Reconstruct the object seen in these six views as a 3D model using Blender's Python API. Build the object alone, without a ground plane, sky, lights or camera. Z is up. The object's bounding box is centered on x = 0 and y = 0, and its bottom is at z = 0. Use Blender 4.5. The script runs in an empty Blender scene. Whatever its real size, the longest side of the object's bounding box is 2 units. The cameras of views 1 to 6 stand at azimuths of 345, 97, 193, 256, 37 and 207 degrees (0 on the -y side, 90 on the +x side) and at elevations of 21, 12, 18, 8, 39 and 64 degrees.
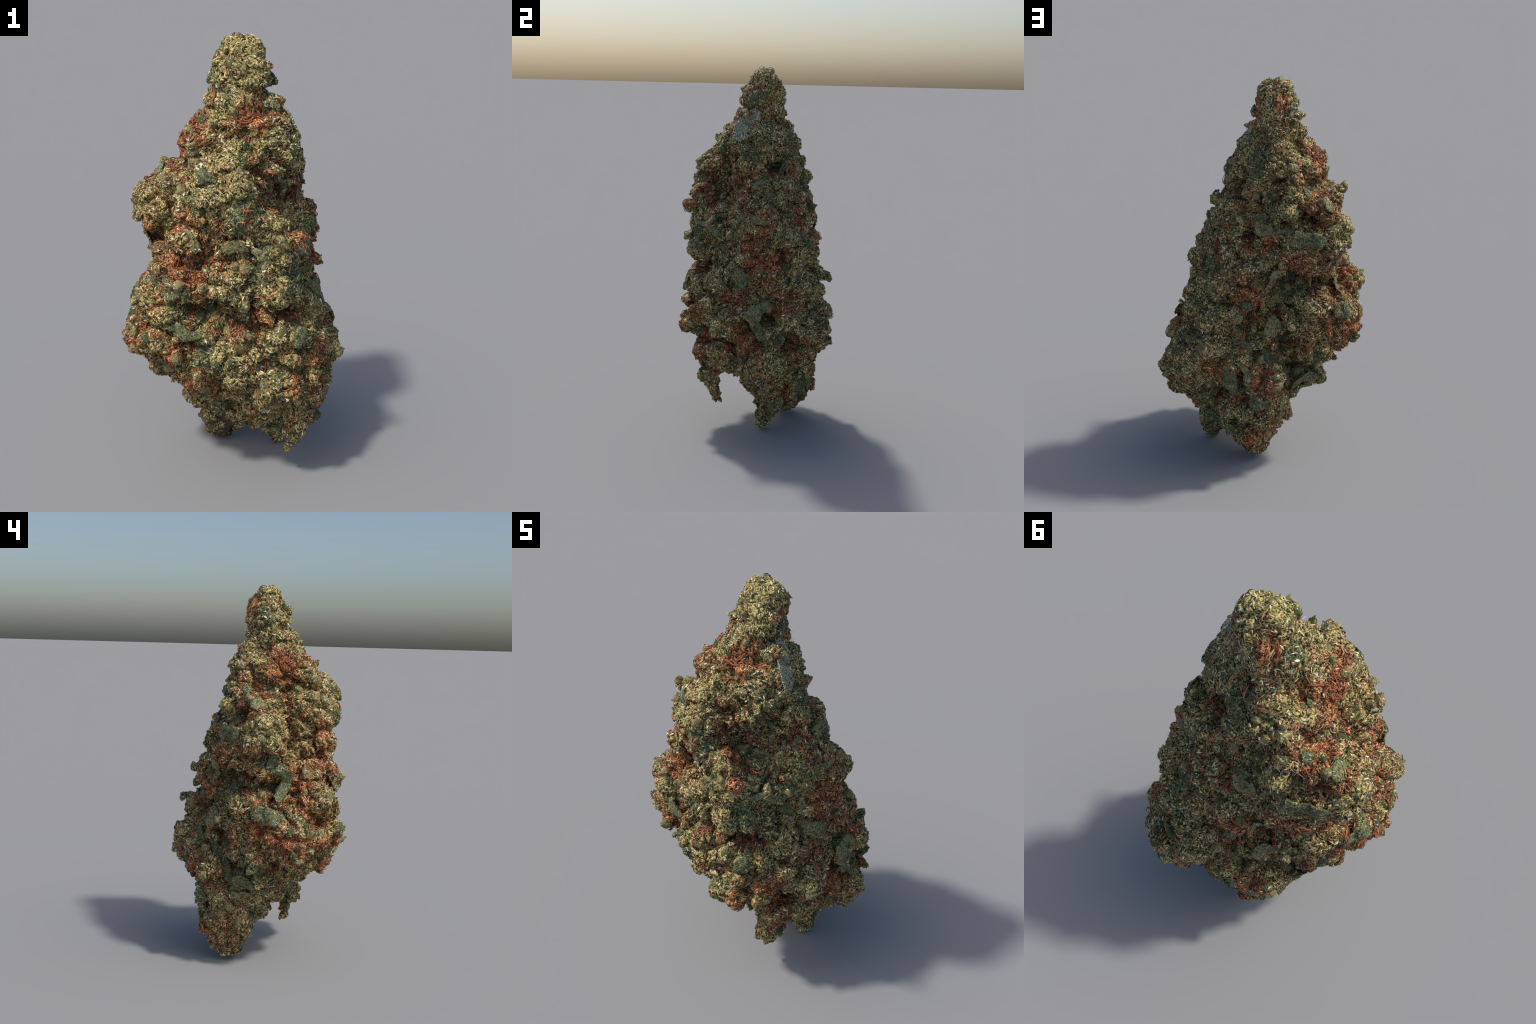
"""A dried, trimmed flower bud: a tapering spindle of fused, resin-covered calyx
clusters with rust-coloured pistils, small dark sugar leaves and fine hairs."""
import bpy, bmesh, math, random
import numpy as np
from mathutils import Vector, Matrix, noise
from mathutils.bvhtree import BVHTree

rng = np.random.default_rng(20240)
random.seed(7)

# ---------------------------------------------------------------- proportions
# Cross-sections of the spindle: height, centre x, centre y, and the radius at
# twelve bearings, counter-clockwise from +x.
SECTIONS = [
    (0.036, -0.02, 0.17, [0.08, 0.08, 0.10, 0.12, 0.12, 0.11, 0.11, 0.09, 0.07, 0.07, 0.08, 0.08]),
    (0.072, 0.01, 0.18, [0.14, 0.12, 0.13, 0.15, 0.17, 0.17, 0.18, 0.14, 0.11, 0.11, 0.13, 0.14]),
    (0.140, 0.04, 0.18, [0.20, 0.16, 0.14, 0.19, 0.21, 0.22, 0.22, 0.18, 0.16, 0.14, 0.17, 0.20]),
    (0.22, 0.058, 0.136, [0.27, 0.22, 0.24, 0.22, 0.27, 0.28, 0.24, 0.21, 0.19, 0.22, 0.27, 0.24]),
    (0.32, 0.093, 0.087, [0.38, 0.38, 0.30, 0.30, 0.34, 0.35, 0.29, 0.24, 0.21, 0.28, 0.32, 0.29]),
    (0.42, 0.103, 0.070, [0.46, 0.46, 0.39, 0.33, 0.38, 0.42, 0.47, 0.40, 0.32, 0.40, 0.39, 0.33]),
    (0.52, 0.071, 0.044, [0.45, 0.49, 0.48, 0.40, 0.41, 0.43, 0.52, 0.47, 0.40, 0.45, 0.42, 0.33]),
    (0.62, 0.028, 0.025, [0.47, 0.52, 0.52, 0.43, 0.37, 0.41, 0.54, 0.50, 0.43, 0.43, 0.45, 0.39]),
    (0.72, -0.007, 0.010, [0.49, 0.53, 0.52, 0.40, 0.35, 0.41, 0.54, 0.54, 0.43, 0.42, 0.43, 0.42]),
    (0.82, -0.025, 0.014, [0.44, 0.52, 0.48, 0.40, 0.34, 0.41, 0.50, 0.53, 0.39, 0.40, 0.43, 0.43]),
    (0.92, -0.046, 0.006, [0.45, 0.53, 0.45, 0.36, 0.33, 0.38, 0.45, 0.49, 0.39, 0.40, 0.39, 0.38]),
    (1.02, -0.032, 0.003, [0.44, 0.50, 0.45, 0.36, 0.36, 0.38, 0.41, 0.46, 0.38, 0.38, 0.43, 0.35]),
    (1.12, -0.032, 0.009, [0.43, 0.47, 0.40, 0.36, 0.38, 0.42, 0.38, 0.39, 0.37, 0.40, 0.42, 0.35]),
    (1.22, -0.055, -0.012, [0.45, 0.44, 0.40, 0.36, 0.36, 0.46, 0.38, 0.33, 0.34, 0.37, 0.40, 0.31]),
    (1.32, -0.067, -0.029, [0.41, 0.40, 0.36, 0.35, 0.37, 0.44, 0.38, 0.33, 0.35, 0.38, 0.35, 0.26]),
    (1.40, -0.057, -0.026, [0.37, 0.36, 0.32, 0.33, 0.36, 0.38, 0.34, 0.34, 0.35, 0.34, 0.29, 0.24]),
    (1.48, -0.042, -0.033, [0.32, 0.28, 0.28, 0.31, 0.34, 0.29, 0.29, 0.29, 0.33, 0.30, 0.28, 0.23]),
    (1.56, -0.031, -0.027, [0.29, 0.25, 0.24, 0.27, 0.30, 0.26, 0.26, 0.26, 0.28, 0.24, 0.26, 0.27]),
    (1.64, -0.039, -0.006, [0.22, 0.21, 0.20, 0.22, 0.24, 0.21, 0.22, 0.25, 0.20, 0.19, 0.21, 0.25]),
    (1.72, -0.017, -0.007, [0.17, 0.15, 0.15, 0.15, 0.18, 0.17, 0.17, 0.17, 0.15, 0.15, 0.16, 0.19]),
    (1.80, -0.034, 0.018, [0.14, 0.12, 0.12, 0.12, 0.15, 0.14, 0.13, 0.14, 0.12, 0.12, 0.13, 0.15]),
    (1.88, -0.036, 0.017, [0.12, 0.12, 0.11, 0.11, 0.13, 0.12, 0.11, 0.12, 0.11, 0.12, 0.12, 0.12]),
    (1.95, -0.028, 0.036, [0.10, 0.08, 0.07, 0.07, 0.08, 0.08, 0.08, 0.09, 0.07, 0.07, 0.06, 0.09]),
]
# Calyx clusters that stand out of the spindle, by the side they are seen on:
# x, y, z of the outer face and radius.
LOBES = {
    "front": [
        (-0.04, -0.05, 1.92, 0.09), (-0.06, -0.09, 1.85, 0.09), (-0.07, -0.12, 1.75, 0.09), (-0.23, -0.16, 1.62, 0.07), (0.08, -0.19, 1.63, 0.07),
        (-0.00, -0.25, 1.58, 0.06), (-0.13, -0.30, 1.52, 0.09), (-0.18, -0.33, 1.43, 0.09), (-0.06, -0.36, 1.37, 0.08), 
        (-0.32, -0.24, 1.30, 0.06), (-0.32, -0.15, 1.45, 0.06), (0.19, -0.12, 1.39, 0.06), (0.12, -0.21, 1.58, 0.06), (-0.46, -0.23, 0.92, 0.09),
        (-0.40, -0.16, 1.11, 0.06), (-0.27, -0.32, 1.01, 0.07), (-0.19, -0.34, 1.01, 0.06), (-0.15, -0.36, 1.03, 0.06), (0.07, -0.38, 1.00, 0.07),
        (0.04, -0.38, 1.14, 0.05), (-0.19, -0.32, 1.09, 0.05), (-0.09, -0.38, 0.97, 0.05), (-0.19, -0.34, 0.83, 0.04),
        (-0.43, -0.27, 0.79, 0.05), (-0.36, -0.31, 0.74, 0.06), (-0.14, -0.38, 0.75, 0.08), (-0.26, -0.29, 0.58, 0.06), (-0.08, -0.39, 0.64, 0.08),
        (0.10, -0.38, 0.80, 0.06), (0.15, -0.39, 0.71, 0.04), (0.06, -0.41, 0.58, 0.05), (0.16, -0.40, 0.58, 0.05), (0.03, -0.39, 0.53, 0.05),
        (0.25, -0.31, 0.82, 0.06), (0.36, -0.16, 0.83, 0.04), (0.30, -0.32, 0.66, 0.06), (0.31, -0.28, 0.44, 0.05), (-0.51, -0.10, 0.78, 0.04),
        (0.04, -0.38, 0.89, 0.04),
    ],
    "right": [
        (0.05, 0.06, 1.95, 0.06), (0.03, 0.19, 1.62, 0.07), (0.16, 0.05, 1.65, 0.07), (0.14, -0.14, 1.66, 0.06), (0.12, -0.24, 1.54, 0.06),
        (0.11, -0.33, 1.31, 0.06), (0.17, -0.32, 1.19, 0.08), (0.24, -0.01, 1.55, 0.05), (0.25, -0.03, 1.48, 0.05), (0.27, 0.15, 1.31, 0.07),
        (0.12, 0.32, 1.19, 0.06), (0.32, -0.03, 1.22, 0.06), (0.26, -0.18, 1.11, 0.05), (0.34, 0.16, 1.16, 0.09), (0.05, 0.23, 1.49, 0.06),
        (0.37, 0.20, 1.06, 0.07), (0.29, -0.20, 0.89, 0.08), (0.19, -0.36, 0.82, 0.04), (0.40, 0.13, 0.85, 0.05), (0.33, 0.33, 0.83, 0.07),
        (0.35, -0.25, 0.69, 0.06), (0.28, -0.35, 0.60, 0.04), (0.44, -0.14, 0.61, 0.08), (0.45, 0.27, 0.70, 0.07), (0.39, 0.39, 0.62, 0.07),
        (0.41, -0.17, 0.45, 0.08), (0.52, 0.18, 0.48, 0.09), (0.42, 0.37, 0.52, 0.05), (0.32, 0.13, 0.21, 0.05), (0.23, 0.26, 0.19, 0.07),
        (0.38, -0.02, 0.87, 0.06),
    ],
    "back": [
        (-0.03, 0.10, 1.95, 0.07), (-0.05, 0.13, 1.84, 0.07), (-0.05, 0.14, 1.75, 0.06), (0.10, 0.11, 1.68, 0.05), (-0.13, 0.23, 1.60, 0.10),
        (0.17, 0.09, 1.57, 0.06), (-0.24, 0.03, 1.65, 0.06), (-0.26, 0.06, 1.58, 0.06), (0.28, 0.08, 1.39, 0.03), (0.18, 0.21, 1.37, 0.08),
        (-0.14, 0.27, 1.50, 0.05), (-0.17, 0.30, 1.37, 0.07), (-0.05, 0.30, 1.30, 0.05), (-0.22, 0.30, 1.26, 0.06), (-0.34, 0.27, 1.26, 0.05),
        (-0.43, 0.17, 1.35, 0.07), (-0.32, 0.19, 1.43, 0.06), (0.34, 0.16, 1.19, 0.05), (0.28, 0.27, 1.14, 0.06), (0.12, 0.29, 1.27, 0.06),
        (0.15, 0.37, 1.01, 0.05), (0.01, 0.36, 1.07, 0.06), (-0.03, 0.36, 0.96, 0.07), (-0.28, 0.31, 1.13, 0.08), (0.21, 0.39, 0.84, 0.08),
        (-0.33, 0.25, 0.90, 0.07), (-0.22, 0.32, 0.85, 0.04), (-0.45, 0.12, 0.87, 0.05), (-0.46, -0.11, 0.99, 0.05), (-0.29, 0.28, 0.77, 0.07),
        (0.14, 0.45, 0.70, 0.07), (0.30, 0.46, 0.58, 0.09), (0.34, 0.38, 0.41, 0.06), (-0.30, 0.27, 0.67, 0.06), (-0.37, 0.19, 0.62, 0.06),
        (-0.47, 0.10, 0.73, 0.06), (-0.11, 0.42, 0.58, 0.07), (-0.11, 0.38, 0.39, 0.05), (0.10, 0.37, 0.31, 0.06), (-0.04, 0.36, 0.20, 0.06),
        (-0.20, 0.26, 0.30, 0.05),
    ],
    "left": [
        (-0.15, 0.04, 1.84, 0.09), (-0.17, 0.04, 1.76, 0.08), (-0.17, 0.17, 1.65, 0.06), (-0.27, -0.05, 1.61, 0.06), (-0.23, 0.22, 1.48, 0.06),
        (-0.24, -0.23, 1.51, 0.07), (-0.35, -0.12, 1.43, 0.06), (-0.30, -0.25, 1.41, 0.06), (-0.45, 0.13, 1.33, 0.11), (-0.46, 0.07, 1.26, 0.06),
        (-0.44, 0.19, 1.20, 0.09), (-0.15, 0.31, 1.29, 0.04), (-0.19, 0.33, 1.17, 0.06),
        (-0.40, 0.15, 1.05, 0.06), (0.01, 0.39, 0.87, 0.07), (-0.39, 0.20, 0.90, 0.07), (-0.46, -0.15, 0.99, 0.08), (-0.51, 0.04, 0.73, 0.09),
        (-0.31, 0.26, 0.68, 0.06), (-0.38, 0.20, 0.75, 0.05), (-0.51, -0.08, 0.78, 0.08), (-0.47, -0.20, 0.70, 0.06), (-0.17, 0.39, 0.57, 0.07),
        (-0.37, 0.19, 0.63, 0.06), (0.00, 0.43, 0.64, 0.06), (-0.35, 0.11, 0.47, 0.07), (-0.18, 0.34, 0.41, 0.06), (-0.21, 0.25, 0.32, 0.07),
        (-0.11, 0.34, 0.23, 0.05), (-0.20, 0.18, 0.25, 0.06), (-0.13, 0.26, 0.15, 0.08),
    ],
    "front_right": [
        (0.15, -0.19, 1.58, 0.07), (0.23, -0.08, 1.47, 0.05), (0.36, 0.05, 1.04, 0.06),
    ],
}

HOLLOWS = {
    "front": [
        (0.16, -0.22, 1.33, 0.075), (-0.11, -0.37, 0.90, 0.05),
        (-0.11, -0.37, 1.13, 0.07), (0.03, -0.30, 1.50, 0.05), (0.03, -0.31, 1.42, 0.04), (-0.28, -0.32, 0.91, 0.04),
        (-0.21, -0.34, 0.93, 0.04), (-0.08, -0.38, 0.85, 0.05), (-0.02, -0.39, 0.91, 0.05), (0.02, -0.39, 0.83, 0.04), (0.14, -0.34, 0.89, 0.03),
        (-0.31, -0.32, 0.77, 0.03), (-0.15, -0.22, 0.45, 0.06),
    ],
    "right": [
        (0.16, -0.17, 1.49, 0.03), (0.21, -0.12, 1.34, 0.04), (0.15, 0.17, 1.47, 0.05), (0.48, 0.15, 0.70, 0.04), (0.19, -0.32, 0.89, 0.04),
        (0.37, 0.20, 1.02, 0.04), (0.49, 0.28, 0.55, 0.04), (0.52, 0.08, 0.56, 0.03),
    ],
    "back": [
        (-0.11, 0.26, 1.52, 0.04), (-0.15, 0.31, 1.30, 0.04), (-0.27, 0.28, 1.35, 0.04), (0.01, 0.32, 1.25, 0.04), (-0.25, 0.31, 1.02, 0.07),
        (-0.38, 0.18, 0.99, 0.04), (-0.05, 0.39, 0.84, 0.04), (0.01, 0.41, 0.81, 0.03), (-0.22, 0.33, 0.68, 0.03), (0.13, 0.39, 0.37, 0.04),
        (-0.02, 0.39, 0.35, 0.04), (-0.28, 0.27, 0.54, 0.05),
    ],
    "left": [
        (-0.32, -0.02, 1.49, 0.04), (-0.33, 0.24, 1.37, 0.04), (-0.41, -0.04, 1.30, 0.04), (-0.41, -0.10, 1.19, 0.05), (-0.35, 0.23, 1.02, 0.04),
        (-0.43, 0.10, 0.99, 0.065), (-0.20, 0.33, 0.87, 0.04), (-0.44, 0.12, 0.94, 0.03), (-0.49, -0.17, 0.82, 0.04), (-0.26, 0.31, 0.67, 0.03),
        (-0.43, 0.06, 0.55, 0.04), (-0.35, -0.03, 0.48, 0.05), (-0.22, 0.31, 0.45, 0.03), (-0.46, -0.03, 0.99, 0.03),
    ],
    "front_right": [
        (0.11, -0.25, 1.54, 0.04), (0.12, -0.26, 1.35, 0.06), (0.19, -0.32, 0.89, 0.03), (0.03, -0.38, 0.90, 0.03), (0.49, 0.00, 0.64, 0.03),
    ],
}

LEAVES = [
    ((0.085, 0.01, 1.765), (0.20, -0.10, 1.59), 0.085),
    ((0.09, -0.01, 1.84), (0.11, -0.00, 1.78), 0.08),
    ((0.18, -0.11, 1.13), (0.295, -0.04, 0.99), 0.055),
    ((0.27, 0.04, 1.42), (0.29, 0.05, 1.33), 0.07),
    ((0.36, -0.07, 0.88), (0.39, 0.03, 0.87), 0.10),
    ((0.47, 0.07, 0.74), (0.50, 0.12, 0.64), 0.06),
    ((0.45, 0.16, 0.76), (0.47, 0.07, 0.74), 0.06),
    ((0.49, 0.03, 0.66), (0.51, 0.11, 0.57), 0.05),
    ((0.06, 0.36, 0.745), (-0.045, 0.37, 0.61), 0.06),
    ((-0.09, 0.32, 0.67), (-0.235, 0.22, 0.455), 0.065),
    ((0.09, 0.46, 0.60), (0.03, 0.41, 0.42), 0.07),
    ((-0.26, 0.27, 0.47), (-0.36, 0.12, 0.48), 0.06),
    ((-0.268, 0.27, 0.463), (-0.307, 0.15, 0.363), 0.05),
    ((-0.12, 0.35, 1.01), (-0.19, 0.35, 1.09), 0.05),
    ((-0.12, 0.37, 0.83), (-0.17, 0.35, 0.77), 0.10),
    ((-0.06, 0.40, 0.41), (-0.14, 0.35, 0.36), 0.07),
    ((-0.42, 0.16, 0.91), (-0.47, 0.12, 0.82), 0.09),
    ((-0.01, 0.30, 1.32), (-0.10, 0.31, 1.29), 0.08),
    ((-0.18, 0.31, 1.27), (-0.27, 0.29, 1.26), 0.08),
    ((-0.13, 0.31, 1.28), (-0.23, 0.29, 1.33), 0.02),
    ((-0.30, 0.28, 1.25), (-0.37, 0.25, 1.26), 0.06),
    ((0.01, 0.29, 1.34), (-0.07, 0.30, 1.39), 0.03),
    ((0.09, 0.22, 1.47), (0.05, 0.25, 1.45), 0.04),
    ((-0.43, 0.06, 1.15), (-0.46, 0.02, 0.96), 0.06),
    ((-0.01, 0.44, 0.62), (-0.06, 0.42, 0.47), 0.04),
    ((-0.46, 0.12, 0.84), (-0.49, 0.04, 0.89), 0.09),
    ((-0.34, 0.19, 1.41), (-0.37, 0.10, 1.41), 0.07),
    ((-0.24, 0.29, 1.26), (-0.37, 0.25, 1.26), 0.07),
    ((-0.25, -0.24, 1.50), (-0.21, -0.31, 1.47), 0.05),
    ((0.27, 0.08, 1.40), (0.29, 0.02, 1.34), 0.07),
    ((0.20, -0.30, 1.15), (0.26, -0.17, 1.11), 0.04),
    ((0.33, -0.10, 0.94), (0.38, -0.04, 0.86), 0.07),
    ((0.43, 0.03, 0.78), (0.50, 0.10, 0.66), 0.10),
    ((0.14, -0.38, 0.82), (0.22, -0.35, 0.78), 0.09),
    ((0.31, -0.04, 1.22), (0.34, 0.10, 1.18), 0.05),
    ((-0.36, -0.30, 0.83), (-0.24, -0.32, 0.82), 0.05),
    ((-0.40, -0.25, 1.01), (-0.31, -0.30, 1.00), 0.07),
    ((-0.04, -0.38, 1.17), (-0.02, -0.38, 1.13), 0.06),
    ((-0.16, -0.34, 1.19), (-0.09, -0.37, 1.20), 0.06),
    ((-0.19, -0.37, 0.72), (-0.17, -0.37, 0.68), 0.04),
]

CORE_SINK = 0.08     # how far the core lies inside the outline
LOBE_SINK = 0.97      # how deep a cluster sits, in its own radii
LOBE_GROW = 1.15
TIPS = 38000
BRACTS = 240
TUFTS = 620
HAIRS = 4500
# Drooping bits: start, end, thickness at both ends.
DROOPS = [
    ((0.28, -0.20, 0.36), (0.212, -0.18, 0.155), 0.055, 0.036),   # hangs free under the right front
    ((0.20, 0.15, 0.22), (0.255, 0.095, 0.036), 0.09, 0.040),      # tongue under the right side
    ((-0.29, -0.07, 1.40), (-0.345, -0.125, 1.425), 0.07, 0.036), # ledge on the left shoulder
    ((0.13, 0.35, 0.865), (0.155, 0.415, 0.876), 0.045, 0.030),     # nub at the back
    ((-0.12, -0.20, 1.48), (-0.10, -0.23, 1.46), 0.10, 0.10),     # swirled knob on the front
    ((-0.08, -0.27, 1.44), (0.005, -0.315, 1.29), 0.09, 0.06),    # lobe hanging from it to the right
    ((-0.36, -0.14, 0.93), (-0.42, -0.175, 0.94), 0.11, 0.082),     # lower left lobe
    ((-0.28, 0.10, 1.38), (-0.355, 0.13, 1.30), 0.09, 0.10),       # big lobe on the left flank
    ((-0.27, -0.18, 1.04), (-0.325, -0.245, 1.05), 0.07, 0.055),  # bud above the lower left lobe
    ((0.24, -0.20, 0.37), (0.207, -0.235, 0.26), 0.065, 0.045),   # flap under the front right
    ((0.14, 0.10, 0.20), (0.16, 0.09, 0.13), 0.09, 0.06),         # web between the tongue and the foot
    ((-0.24, -0.18, 1.24), (-0.29, -0.22, 1.22), 0.08, 0.07),      # bud under the swirled knob, on the left
    ((0.06, -0.29, 1.06), (0.07, -0.335, 1.06), 0.06, 0.055),      # bud at the middle of the front
    ((0.06, -0.27, 1.22), (0.13, -0.345, 1.24), 0.06, 0.040),     # stalk of the pale budlet
]
# Where the rust-coloured pistils gather: x, y, z, reach.
PISTIL_PATCHES = [
    (-0.44, -0.08, 1.33, 0.12), (-0.32, -0.22, 1.26, 0.09), (-0.31, -0.24, 1.12, 0.16), (-0.22, -0.12, 1.66, 0.12),
    (-0.03, -0.14, 1.69, 0.10), (-0.35, -0.29, 0.72, 0.09), (0.14, -0.34, 1.27, 0.07), (-0.26, -0.27, 0.57, 0.09),
    (0.17, -0.37, 0.58, 0.07), (0.30, -0.30, 0.68, 0.08), (0.20, -0.25, 1.36, 0.10), (-0.05, -0.16, 1.84, 0.07),
    (-0.28, 0.02, 1.60, 0.15), (-0.30, 0.12, 1.46, 0.13), (-0.40, -0.08, 1.03, 0.15), (-0.43, -0.10, 0.92, 0.09),
    (-0.47, 0.02, 0.72, 0.14), (-0.37, 0.22, 1.14, 0.09), (-0.46, -0.14, 0.72, 0.12), (-0.42, 0.15, 0.82, 0.10),
    (-0.22, 0.30, 1.08, 0.12), (0.00, 0.34, 0.98, 0.12), (0.12, 0.36, 0.55, 0.10), (-0.10, 0.38, 0.52, 0.11),
    (-0.25, 0.30, 0.66, 0.10), (0.20, 0.26, 1.18, 0.09), (0.08, 0.26, 1.40, 0.09), (-0.05, 0.28, 1.22, 0.10),
    (0.26, -0.03, 1.34, 0.10), (0.24, 0.10, 1.48, 0.08), (0.30, 0.05, 1.06, 0.12), (0.36, 0.10, 0.95, 0.13),
    (0.40, -0.08, 0.80, 0.10), (0.42, 0.22, 0.78, 0.11), (0.44, 0.00, 0.56, 0.12), (0.40, 0.28, 0.52, 0.10),
    (0.30, -0.22, 0.52, 0.10), (0.28, -0.16, 1.24, 0.10), (0.15, 0.00, 1.75, 0.07), (-0.08, 0.12, 1.90, 0.06),
    (-0.05, 0.32, 0.14, 0.12), (-0.18, 0.26, 0.22, 0.10), (0.22, 0.18, 0.22, 0.08), (-0.10, -0.20, 0.42, 0.10),
]

# Patches white with resin frost: x, y, z, reach.
FROST_PATCHES = [
    (0.096, -0.143, 1.348, 0.04),
    (0.08, 0.27, 1.37, 0.035),
    (0.08, 0.23, 1.46, 0.035),
    (-0.29, 0.19, 1.44, 0.035),
    (-0.13, 0.37, 0.80, 0.035),
    (0.05, 0.38, 0.91, 0.035),
    (-0.22, 0.32, 0.79, 0.035),
    (0.22, -0.17, 1.20, 0.035),
    (0.08, -0.12, 1.74, 0.035),
]

# ---------------------------------------------------------------- the spindle
SEC = np.array([[z, cx, cy] + rr for z, cx, cy, rr in SECTIONS])


def section(z):
    """Centre and twelve radii at a height, smoothly interpolated; closes at both ends."""
    t = SEC[:, 0]
    i = int(np.clip(np.searchsorted(t, z) - 1, 0, len(t) - 2))
    f = np.clip((z - t[i]) / (t[i + 1] - t[i]), 0, 1)
    f = f * f * (3 - 2 * f) * 0.5 + f * 0.5
    row = SEC[i, 1:] * (1 - f) + SEC[i + 1, 1:] * f
    shrink = 1.0
    if z > t[-1]:
        shrink = max(0.0, 1 - ((z - t[-1]) / 0.048) ** 4) ** 0.4
    if z < t[0]:
        shrink = math.sqrt(max(0.0, 1 - ((t[0] - z) / 0.02) ** 2))
    return row[:2], row[2:] * shrink


def radius(z, angle):
    c, rr = section(z)
    a = (angle / (2 * math.pi) * 12) % 12
    i = int(a)
    f = a - i
    p = [rr[(i + k) % 12] for k in (-1, 0, 1, 2)]           # Catmull-Rom round the ring
    return c, 0.5 * (2 * p[1] + (p[2] - p[0]) * f + (2 * p[0] - 5 * p[1] + 4 * p[2] - p[3]) * f * f + (3 * p[1] - p[0] - 3 * p[2] + p[3]) * f ** 3)


def spindle_point(z, angle, grow=0.0):
    c, r = radius(z, angle)
    r = max(0.004, r + grow)
    return Vector((c[0] + r * math.cos(angle), c[1] + r * math.sin(angle), z))


def outward(p):
    """Outward direction of the spindle near a point."""
    c, _ = section(p[2])
    a = math.atan2(p[1] - c[1], p[0] - c[0])
    e = 0.05
    lo, hi = spindle_point(max(0.0, p[2] - e), a), spindle_point(min(1.995, p[2] + e), a)
    up = (hi - lo).normalized()
    side = (spindle_point(p[2], a + 0.15) - spindle_point(p[2], a - 0.15)).normalized()
    n = side.cross(up)
    return n.normalized() if n.length > 1e-6 else Vector((0, 0, 1))


def add_spindle(bm, grow):
    heights = [0.024] + list(np.linspace(0.045, 1.93, 70)) + [1.96, 1.98, 1.992]
    rows = []
    for z in heights:
        g = grow * min(1.0, max(0.25, section(z)[1].mean() / 0.2))
        rows.append([bm.verts.new(spindle_point(z, 2 * math.pi * k / 60, g)) for k in range(60)])
    for a, b in zip(rows, rows[1:]):
        for k in range(60):
            bm.faces.new((a[k], a[(k + 1) % 60], b[(k + 1) % 60], b[k]))
    bm.faces.new(rows[0][::-1])
    bm.faces.new(rows[-1])


def frame(n, spin):
    """Rotation whose z axis is n, turned by spin about it."""
    return Vector(n).to_track_quat("Z", "Y").to_matrix() @ Matrix.Rotation(spin, 3, "Z")


def add_blob(bm, centre, axes, n, spin, detail=2):
    m = Matrix.Translation(centre) @ (frame(n, spin) @ Matrix.Diagonal(axes)).to_4x4()
    bmesh.ops.create_icosphere(bm, subdivisions=detail, radius=1.0, matrix=m)


def evaluated_mesh(bm, modifiers):
    me = bpy.data.meshes.new("temporary")
    bm.to_mesh(me)
    bm.free()
    ob = bpy.data.objects.new("temporary", me)
    bpy.context.scene.collection.objects.link(ob)
    for kind, settings in modifiers:
        md = ob.modifiers.new(kind, kind)
        for k, v in settings.items():
            setattr(md, k, v)
    out = bpy.data.meshes.new_from_object(ob.evaluated_get(bpy.context.evaluated_depsgraph_get()))
    bpy.data.objects.remove(ob)
    bpy.data.meshes.remove(me)
    return out


bm = bmesh.new()
add_spindle(bm, -CORE_SINK)
for a, b, ra, rb in DROOPS:
    a, b = Vector(a), Vector(b)
    for i in range(9):
        r = ra + (rb - ra) * i / 8
        add_blob(bm, a.lerp(b, i / 8), (r, r * 0.8, r * 1.1), b - a, 0.0)
clusters = []                                     # (centre, radius) of every cluster
for side, lobes in LOBES.items():
    for x, y, z, r in lobes:
        p = Vector((x, y, z))
        n = outward(p)
        r *= LOBE_GROW
        c = p - n * (r * LOBE_SINK)
        clusters.append((c, r))
        sx, sy = rng.uniform(0.9, 1.2, 2)
        add_blob(bm, c, (r * sx, r * sy, r * rng.uniform(0.85, 1.0)), n, rng.uniform(0, 6.3))
# knobbly whorls that step the slender tip
for w, z in enumerate((1.945, 1.885, 1.82, 1.75, 1.68, 1.60)):
    count = 4 if z > 1.9 else 5 if z > 1.7 else 6
    for k in range(count):
        a = 2 * math.pi * (k + 0.5 * (w % 2) + rng.uniform(-0.2, 0.2)) / count
        p = spindle_point(z + rng.uniform(-0.015, 0.015), a)
        r = rng.uniform(0.036, 0.05) * (0.85 if z > 1.9 else 1.0 if z > 1.7 else 1.25)
        n = outward(p)
        c = p - n * r * 0.95
        clusters.append((c, r))
        add_blob(bm, c, (r * 1.15, r * 0.85, r), n, rng.uniform(-0.4, 0.4))
# smaller calyces fill the surface between the clusters
for k in range(460):
    z = 0.06 + 1.89 * rng.random()
    a = rng.uniform(0, 2 * math.pi)
    mean = section(z)[1].mean()
    if rng.random() > 0.25 + mean / 0.45:
        continue
    r = rng.uniform(0.02, 0.046) * min(1.0, 0.45 + mean / 0.4)
    p = spindle_point(z, a)
    n = outward(p)
    c = p - n * (r * rng.uniform(0.8, 2.0) + 0.018)
    tilt = (n + Vector(rng.normal(0, 0.35, 3)) + Vector((0, 0, 0.25))).normalized()
    add_blob(bm, c, (r * rng.uniform(0.7, 1.1), r * rng.uniform(0.8, 1.4), r * rng.uniform(0.9, 1.25)), tilt, rng.uniform(0, 6.3), 1 if r < 0.03 else 2)

skin = evaluated_mesh(bm, [("REMESH", dict(mode="VOXEL", voxel_size=0.0062)), ("SMOOTH", dict(factor=0.5, iterations=2))])


def arrays(me):
    co = np.empty(len(me.vertices) * 3)
    me.vertices.foreach_get("co", co)
    no = np.empty(len(me.vertices) * 3)
    me.vertex_normals.foreach_get("vector", no)
    return co.reshape(-1, 3), no.reshape(-1, 3)


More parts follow.
